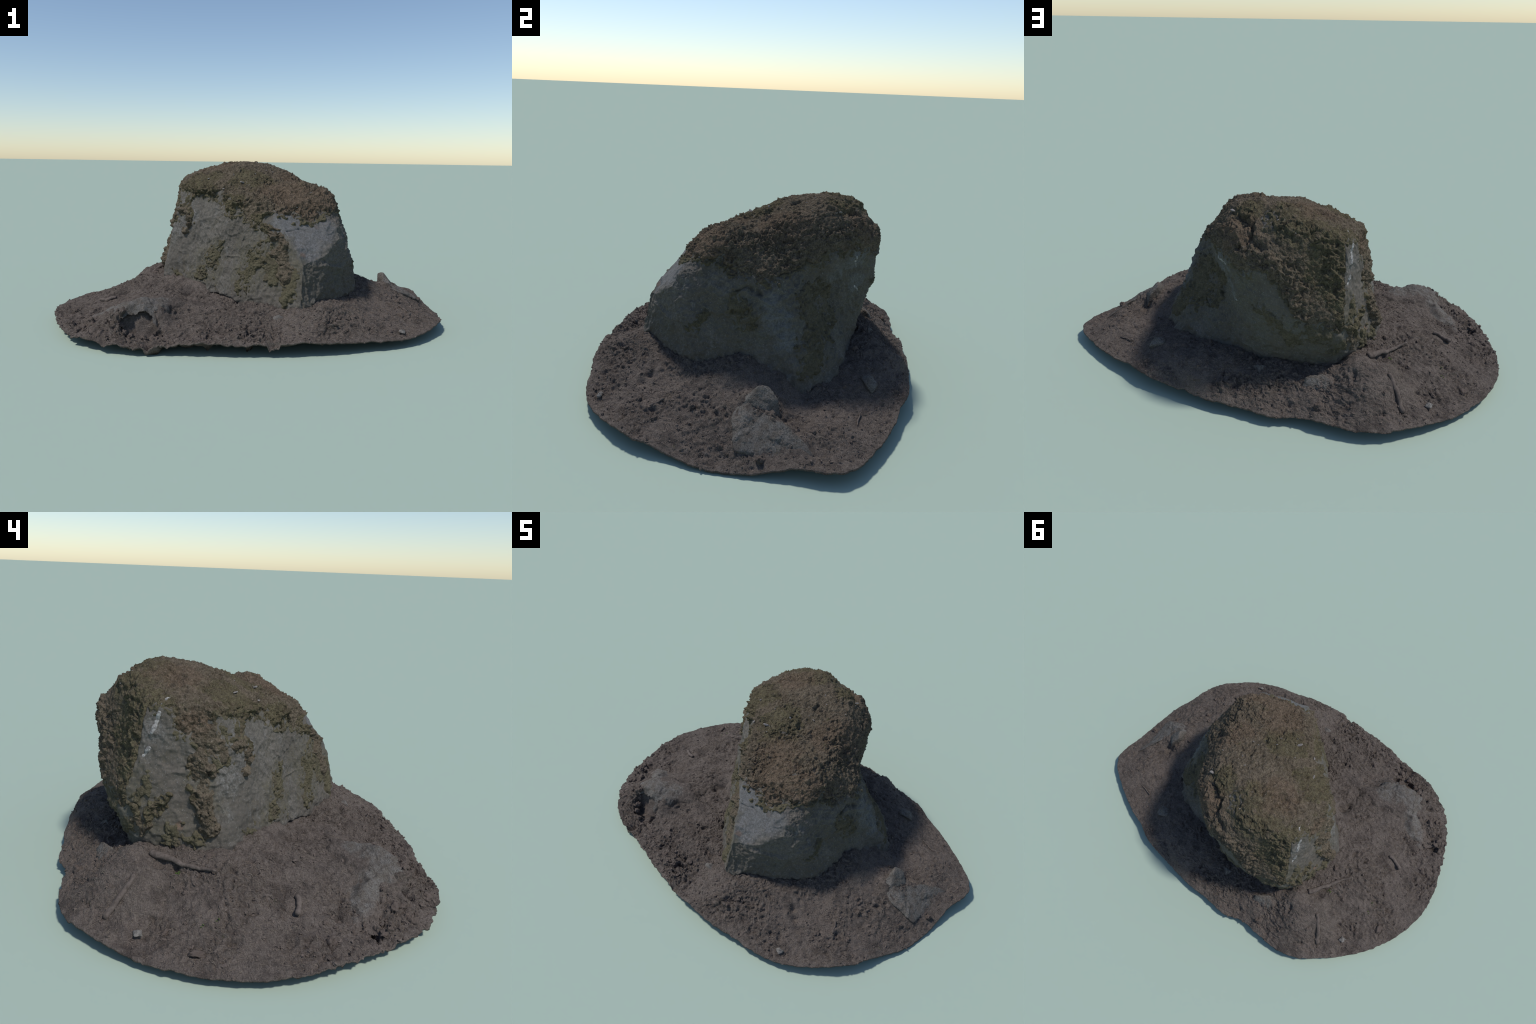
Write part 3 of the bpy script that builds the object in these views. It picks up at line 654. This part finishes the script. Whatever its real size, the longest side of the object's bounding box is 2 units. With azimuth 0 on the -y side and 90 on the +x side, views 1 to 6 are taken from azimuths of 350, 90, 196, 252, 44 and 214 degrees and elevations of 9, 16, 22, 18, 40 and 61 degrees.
flat, crest = sv * [1, 1, 0], 0.0
for line, w, height in [([(-0.40, -0.27), (-0.50, -0.345), (-0.58, -0.40), (-0.66, -0.445)], 0.030, 0.016), ([(0.712, -0.03), (0.78, -0.05), (0.88, -0.045)], 0.020, 0.009), ([(0.76, 0.035), (0.81, 0.082), (0.88, 0.18)], 0.020, 0.010)]:
    disp += height * np.exp(-to_line(flat, np.c_[np.array(line), np.zeros(len(line))]) / w)
    crest = crest + height * np.exp(-to_line(flat, np.c_[np.array(line), np.zeros(len(line))]) / w)
side = np.stack([perlin(pf, 0.02, 111), perlin(pf, 0.02, 112), perlin(pf, 0.02, 113)], 1) * (0.007 * amp)[:, None]
hx, hy = sv[:, 0] + 0.583, sv[:, 1] + 0.480
hollow = np.sqrt((hx / 0.078) ** 2 + ((hy - 0.25 * hx ** 2 / 0.08) / 0.044) ** 2) + 0.35 * perlin(pf, 0.04, 115)
disp -= 0.070 * smooth(1.15, 0.75, hollow)
fade = np.clip(1 - 0.6 * S ** 14, 0, 1)
top = soil_base + soil_n * (disp * fade)[:, None] + side * fade[:, None]
top[:, 2] = np.maximum(top[:, 2], 0.006)

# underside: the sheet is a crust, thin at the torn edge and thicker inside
rows = np.r_[np.arange(0, NR - 1, 9), NR - 1]
under = top.reshape(NA, NR, 3)[:, rows].copy()
thick = 0.006 + 0.030 * smooth(1.0, 0.82, s[rows])
under[:, :, 2] = np.maximum(under[:, :, 2] - thick[None], 0.0)
under[:, :-1, :2] = xy[:, rows[:-1]]
nu = len(rows)
uo = NA * NR
i, j = np.meshgrid(np.arange(NA), np.arange(nu - 1), indexing="ij"); i2 = (i + 1) % NA
uq = np.stack([i * nu + j, i2 * nu + j, i2 * nu + j + 1, i * nu + j + 1], -1).reshape(-1, 4) + uo
a = np.arange(NA); a2 = (a + 1) % NA
wall = np.stack([a * NR + NR - 1, uo + a * nu + nu - 1, uo + a2 * nu + nu - 1, a2 * NR + NR - 1], 1)
inwall = np.stack([a * NR, a2 * NR, uo + a2 * nu, uo + a * nu], 1)
soil = make_mesh("soil_patch", np.concatenate([top, under.reshape(-1, 3)]), np.concatenate([sq, uq, wall, inwall]), MAT_SOIL, root)

# the big half buried stone on the weather side, just breaking the surface
mask = np.maximum.reduce([w - to_line(sv * [1, 1, 0], np.c_[np.array(l), np.zeros(len(l))]) for l, w in [
    ([(-0.42, -0.31), (-0.52, -0.39), (-0.60, -0.40), (-0.66, -0.40)], 0.062), ([(-0.50, -0.30), (-0.64, -0.32)], 0.075), ([(-0.66, -0.36), (-0.71, -0.27), (-0.80, -0.22)], 0.045)]])
mask = mask + 0.035 * perlin(sv, 0.08, 120) + 0.02 * perlin(sv, 0.03, 121)
mask = np.minimum(mask, (hollow - 1.0) * 0.06)
lipf = smooth(-0.43, -0.47, sv[:, 1]) * smooth(-0.68, -0.62, sv[:, 0]) * smooth(-0.46, -0.52, sv[:, 0])
bs_h = -0.014 + 0.019 * smooth(-0.01, 0.04, mask) + 0.006 * fbm(sv, 0.06, 3, 123) + 0.004 * flakes(sv, 0.05, 2, 125)
make_mesh("buried_stone", soil_base + soil_n * (bs_h + crest)[:, None] + np.c_[0 * mask, -0.022 * lipf, -0.004 * lipf], sq[(mask[sq] > -0.008).any(1)], MAT_DUSTY, soil)

# --------------------------------------------------------------------------
# 6. things set into the soil
# --------------------------------------------------------------------------
_sd, _sf = cube_sphere(24)
def stone_mesh(corners, sharp=14, rough=0.10, seed=0, n=None):
    sd, sf = (_sd, _sf) if n is None else cube_sphere(n)
    mid, nn, dd = hull_facets(corners)
    v = mid + sd * facet_radius(sd, nn, dd, sharp)[:, None]
    size = np.ptp(np.asarray(corners), axis=0).mean()
    q = v + seed
    v = v + sd * (size * rough * (0.9 * fbm(q, size * 0.4, 4, seed, 0.6)))[:, None]
    nrm = normals_of(v, sf)
    if ((v - mid) * nrm).sum(1).mean() < 0:
        sf = sf[:, ::-1]
    return v, sf

def stone(name, corners, material, sharp=14, rough=0.1, seed=0, n=None):
    v, f = stone_mesh(corners, sharp, rough, seed, n)
    return make_mesh(name, v, f, material, soil)

# forked stone on the lee side: a peaked head with two ribs running down to the rim
stone("forked_stone", [(0.719, 0.026, 0.205), (0.727, 0.098, 0.160), (0.748, 0.106, 0.090), (0.700, -0.030, 0.148), (0.690, 0.020, 0.06), (0.780, 0.050, 0.136), (0.745, -0.030, 0.145), (0.70, 0.06, 0.192)], MAT_FORKED, 16, 0.04, 3, 60)
stone("forked_stone", [(0.700, -0.040, 0.148), (0.770, -0.068, 0.114), (0.905, -0.060, 0.058), (0.922, 0.045, 0.034), (0.775, 0.040, 0.124), (0.830, -0.030, 0.116), (0.735, -0.010, 0.158), (0.800, 0.000, 0.008), (0.880, -0.020, 0.008), (0.740, -0.020, 0.028)], MAT_FORKED, 18, 0.06, 4, 80)
stone("forked_stone", [(0.758, 0.000, 0.142), (0.808, 0.090, 0.127), (0.876, 0.186, 0.090), (0.925, 0.235, 0.052), (0.918, 0.130, 0.048), (0.922, -0.005, 0.030), (0.850, 0.025, 0.096), (0.800, 0.040, 0.008), (0.880, 0.060, 0.008), (0.880, 0.160, 0.008)], MAT_FORKED, 18, 0.06, 5, 80)
# stones in the lee of the boulder
stone("buried_stone", [(0.502, 0.465, 0.149), (0.530, 0.440, 0.127), (0.460, 0.480, 0.134), (0.470, 0.430, 0.137), (0.520, 0.500, 0.119), (0.550, 0.470, 0.089), (0.490, 0.470, 0.059), (0.450, 0.440, 0.089)], MAT_LEE, 8, 0.06, 6)
stone("buried_stone", [(-0.018, 0.539, 0.151), (0.020, 0.530, 0.137), (-0.050, 0.530, 0.137), (-0.020, 0.570, 0.131), (0.010, 0.565, 0.109), (-0.040, 0.565, 0.109), (-0.010, 0.510, 0.119)], MAT_LEE, 6, 0.06, 7)
stone("buried_stone", [(-0.225, 0.565, 0.150), (-0.205, 0.600, 0.100), (-0.30, 0.545, 0.155), (-0.345, 0.500, 0.155), (-0.33, 0.585, 0.115), (-0.345, 0.605, 0.085), (-0.25, 0.61, 0.075), (-0.24, 0.53, 0.10), (-0.34, 0.51, 0.10)], MAT_LEE, 14, 0.12, 8)
# loose pebbles
stone("pebble", [(0.022, -0.535, 0.132), (0.048, -0.535, 0.120), (-0.006, -0.53, 0.122), (0.02, -0.55, 0.112), (0.045, -0.548, 0.106), (-0.004, -0.545, 0.106), (0.02, -0.50, 0.118), (0.02, -0.53, 0.100)], MAT_BURIED, 8, 0.05, 9)
stone("pebble", [(0.564, -0.601, 0.066), (0.585, -0.588, 0.058), (0.545, -0.607, 0.056), (0.572, -0.615, 0.050), (0.556, -0.59, 0.060), (0.575, -0.60, 0.040)], MAT_FLINT, 10, 0.10, 10)
stone("pebble", [(-0.709, 0.490, 0.072), (-0.730, 0.478, 0.060), (-0.695, 0.505, 0.060), (-0.72, 0.505, 0.056), (-0.70, 0.475, 0.062), (-0.71, 0.49, 0.045)], MAT_FLINT, 10, 0.10, 11)

def tube(points, radii, sides=8, knob=0.0, seed=0):
    p = np.asarray(points, float)
    t = np.gradient(p, axis=0); t /= np.linalg.norm(t, axis=1)[:, None]
    ref = np.array([0, 0, 1.0]); u = np.cross(t, ref); u /= np.linalg.norm(u, axis=1)[:, None]; w = np.cross(u, t)
    a = np.arange(sides) * 2 * np.pi / sides
    r = np.asarray(radii)[:, None]
    v = p[:, None] + (u[:, None] * np.cos(a)[None, :, None] + w[:, None] * np.sin(a)[None, :, None]) * r[:, :, None]
    v = v.reshape(-1, 3)
    if knob:
        v = v + np.stack([perlin(v, 0.015, seed + k) for k in range(3)], 1) * knob
    m = len(p)
    i, j = np.meshgrid(np.arange(m - 1), np.arange(sides), indexing="ij"); j2 = (j + 1) % sides
    f = np.stack([i * sides + j, i * sides + j2, (i + 1) * sides + j2, (i + 1) * sides + j], -1).reshape(-1, 4)
    # closed ends
    ends = []
    for k, row in ((len(v), 0), (len(v) + 1, m - 1)):
        for q in range(0, sides, 2):
            a0, a1, a2 = row * sides + q, row * sides + (q + 1) % sides, row * sides + (q + 2) % sides
            ends.append((k, a0, a1, a2) if row else (k, a2, a1, a0))
    v = np.concatenate([v, p[:1], p[-1:]])
    return v, np.concatenate([f, np.array(ends)])

def spline(ctrl, n):
    c = np.asarray(ctrl, float); t = np.linspace(0, len(c) - 1, n)
    return np.stack([np.interp(t, np.arange(len(c)), c[:, k]) for k in range(3)], 1)

def twig(name, ctrl, r0, r1, seed):
    p = spline(ctrl, 26)
    p[:, 2] = soil_height(p) - 0.35 * r0
    p = p + np.stack([perlin(p, 0.05, seed + k) for k in range(3)], 1) * 0.008
    rad = np.linspace(r0, r1, 26); rad[0] *= 0.8; rad[-1] *= 0.6
    v, f = tube(p, rad, 10, 0.003, seed)
    return make_mesh(name, v, f, MAT_TWIG, soil)

twig("twig", [(-0.545, 0.478, 0.128), (-0.58, 0.53, 0.108), (-0.621, 0.586, 0.082)], 0.009, 0.011, 1)
twig("root", [(-0.445, 0.415, 0.200), (-0.475, 0.375, 0.205), (-0.52, 0.30, 0.192), (-0.584, 0.218, 0.182)], 0.015, 0.005, 2)
twig("twig", [(-0.694, -0.030, 0.120), (-0.735, -0.025, 0.112), (-0.780, 0.0, 0.098)], 0.009, 0.010, 3)
twig("twig", [(0.660, 0.410, 0.080), (0.698, 0.395, 0.074), (0.735, 0.385, 0.068)], 0.0035, 0.002, 4)
twig("twig", [(0.657, -0.333, 0.112), (0.672, -0.352, 0.104), (0.690, -0.378, 0.094)], 0.004, 0.003, 5)

# chips of slate and bark lying on the crown
def on_boulder(p, lift=0.004):
    q = np.asarray(p, float) - MIDDLE; q /= np.linalg.norm(q)
    r = boulder_radius(q[None])[0]
    return MIDDLE + q * (r + lift), q
chip_v, chip_f = stone_mesh([(0.016, 0.0, 0.003), (-0.015, 0.004, 0.004), (0.0, 0.008, 0.002), (0.003, -0.008, 0.003), (0.012, 0.005, -0.003), (-0.013, -0.005, -0.003), (-0.01, 0.007, -0.003), (0.01, -0.007, -0.003)], 10, 0.1, 12, 8)
chip_mesh = None
def chip(at, scale, yaw, parent, lift=0.006, material=MAT_CHIP):
    global chip_mesh
    p, q = on_boulder(at, lift)
    if chip_mesh is None:
        ob = make_mesh("chip", chip_v, chip_f, material, parent); chip_mesh = ob.data
    else:
        ob = bpy.data.objects.new("chip", chip_mesh); bpy.context.scene.collection.objects.link(ob); ob.parent = parent
    ob.location = p; ob.rotation_euler = (RNG.normal(0, 0.35), RNG.normal(0, 0.35), yaw); ob.scale = (scale, scale * RNG.uniform(0.7, 1.1), scale)
chip((-0.067, -0.045, 0.673), 1.25, 0.9, boulder)
chip((-0.217, 0.069, 0.685), 0.8, 2.0, boulder)
chip((0.168, 0.331, 0.732), 0.9, 0.4, boulder)
for _ in range(16):
    a, e = RNG.uniform(0, 360), RNG.uniform(32, 88)
    chip(MIDDLE + unit(a, e), RNG.uniform(0.25, 0.6), RNG.uniform(0, 6.3), boulder, 0.005)

# clods and crumbs: angular lumps scattered over the soil, thickest on the weather side and near the rim
def scatter(count, weight):
    keep = []
    w = weight / weight.sum()
    return RNG.choice(len(w), count, p=w)
area_w = (np.linalg.norm(top[:, :2], axis=1)) * (S > 0.22)
tiny_d, tiny_f = cube_sphere(2)
def crumbs(name, idx, lo, hi, squash, material, sink=0.3):
    vs, fs, o = [], [], 0
    for k in idx:
        size = lo * (hi / lo) ** (RNG.random() ** 2.2)
        m = np.linalg.qr(RNG.normal(size=(3, 3)))[0]
        ax = size * np.array([1, RNG.uniform(0.55, 0.9), RNG.uniform(*squash)])
        v = (tiny_d * (1 + 0.45 * RNG.normal(size=(len(tiny_d), 1)).clip(-1, 1)) * ax) @ m.T
        vs.append(v + top[k] + soil_n[k] * (size * (0.5 - sink)) ); fs.append(tiny_f + o); o += len(v)
    return make_mesh(name, np.concatenate(vs), np.concatenate(fs), material, soil, smooth_shade=False, kind="stuff")
crumbs("crumb", scatter(3600, area_w * (0.5 + weather * 1.6) * (1 - 0.6 * quiet)), 0.0022, 0.0085, (0.4, 0.9), MAT_CLOD, 0.55)

big_d, big_f = cube_sphere(9)
clod_meshes = []
for k in range(6):
    v = big_d * np.array([1, 0.8, 0.6]) * (1 + 0.55 * fbm(big_d + k * 5, 0.9, 3, k) + 0.35 * flakes(big_d + k * 9, 0.8, 2, k))[:, None]
    ob = make_mesh("clod", v, big_f, MAT_CLOD, soil)
    clod_meshes.append(ob)
def clod(p, size, ob=None):
    p = np.array(p); p[2] = max(p[2], 2.2 * size)
    src = clod_meshes[RNG.integers(6)]
    if ob is None:
        ob = bpy.data.objects.new("clod", src.data); bpy.context.scene.collection.objects.link(ob); ob.parent = soil
    ob.location = p; ob.rotation_euler = RNG.uniform(0, 6.3, 3)
    ob.scale = [size * RNG.uniform(0.8, 1.2) for _ in range(3)]
places = scatter(170, area_w * (0.18 + weather * 2.0) * (1 - 0.9 * quiet) * (S < 0.96))
for n_, k in enumerate(places):
    sz = 0.006 + 0.016 * RNG.random() ** 3
    clod(top[k] - soil_n[k] * sz * 0.25, sz, clod_meshes[n_] if n_ < 6 else None)
# torn clods hanging from the rim below the hollow
for p, sz in [((-0.640, -0.490, 0.055), 0.018), ((-0.610, -0.515, 0.050), 0.017), ((-0.555, -0.540, 0.050), 0.017), ((-0.50, -0.560, 0.050), 0.015), ((-0.36, -0.61, 0.052), 0.012), ((-0.655, -0.455, 0.085), 0.016)]:
    clod(np.array(p), sz)

# straw, needles and rootlets lying on the ground
def straws(name, idx, lo, hi, rad, material, lift):
    vs, fs, o = [], [], 0
    for k in idx:
        L = RNG.uniform(lo, hi); a = RNG.uniform(0, 2 * np.pi); bend = RNG.normal(0, 0.5)
        nrm = soil_n[k]; u = np.array([math.cos(a), math.sin(a), 0]); u -= nrm * (u @ nrm); u /= np.linalg.norm(u)
        w = np.cross(nrm, u); t = np.linspace(-0.5, 0.5, 5)
        p = top[k] + u * (t * L)[:, None] + w * (bend * L * (t ** 2))[:, None] + nrm * (lift + RNG.uniform(-0.001, 0.002) - 0.10 * L * (2 * t) ** 2 * RNG.uniform(0, 1.2) + RNG.normal(0, .12) * t * L)[:, None]
        v, f = tube(p, np.full(5, rad * RNG.uniform(0.6, 1.3)), 4)
        vs.append(v); fs.append(f + o); o += len(v)
    return make_mesh(name, np.concatenate(vs), np.concatenate(fs), material, soil, kind="stuff")
straws("straw", scatter(6500, area_w * (S < 0.965) * (0.6 + 0.6 * smooth(90, 200, ANG))), 0.006, 0.020, 0.00055, MAT_STRAW, 0.0010)
straws("rootlet", scatter(1200, area_w * (S < 0.955)), 0.012, 0.035, 0.0009, MAT_CLOD, 0.0006)
straws("green_sprig", np.array([np.argmin(((top[:, :2] - c) ** 2).sum(1)) for c in RNG.normal(0, 0.008, (7, 2)) + (-0.53, 0.336)] + [np.argmin(((top[:, :2] - c) ** 2).sum(1)) for c in RNG.normal(0, 0.014, (5, 2)) + (-0.745, 0.264)]), 0.004, 0.009, 0.0014, MAT_GREEN, 0.003)
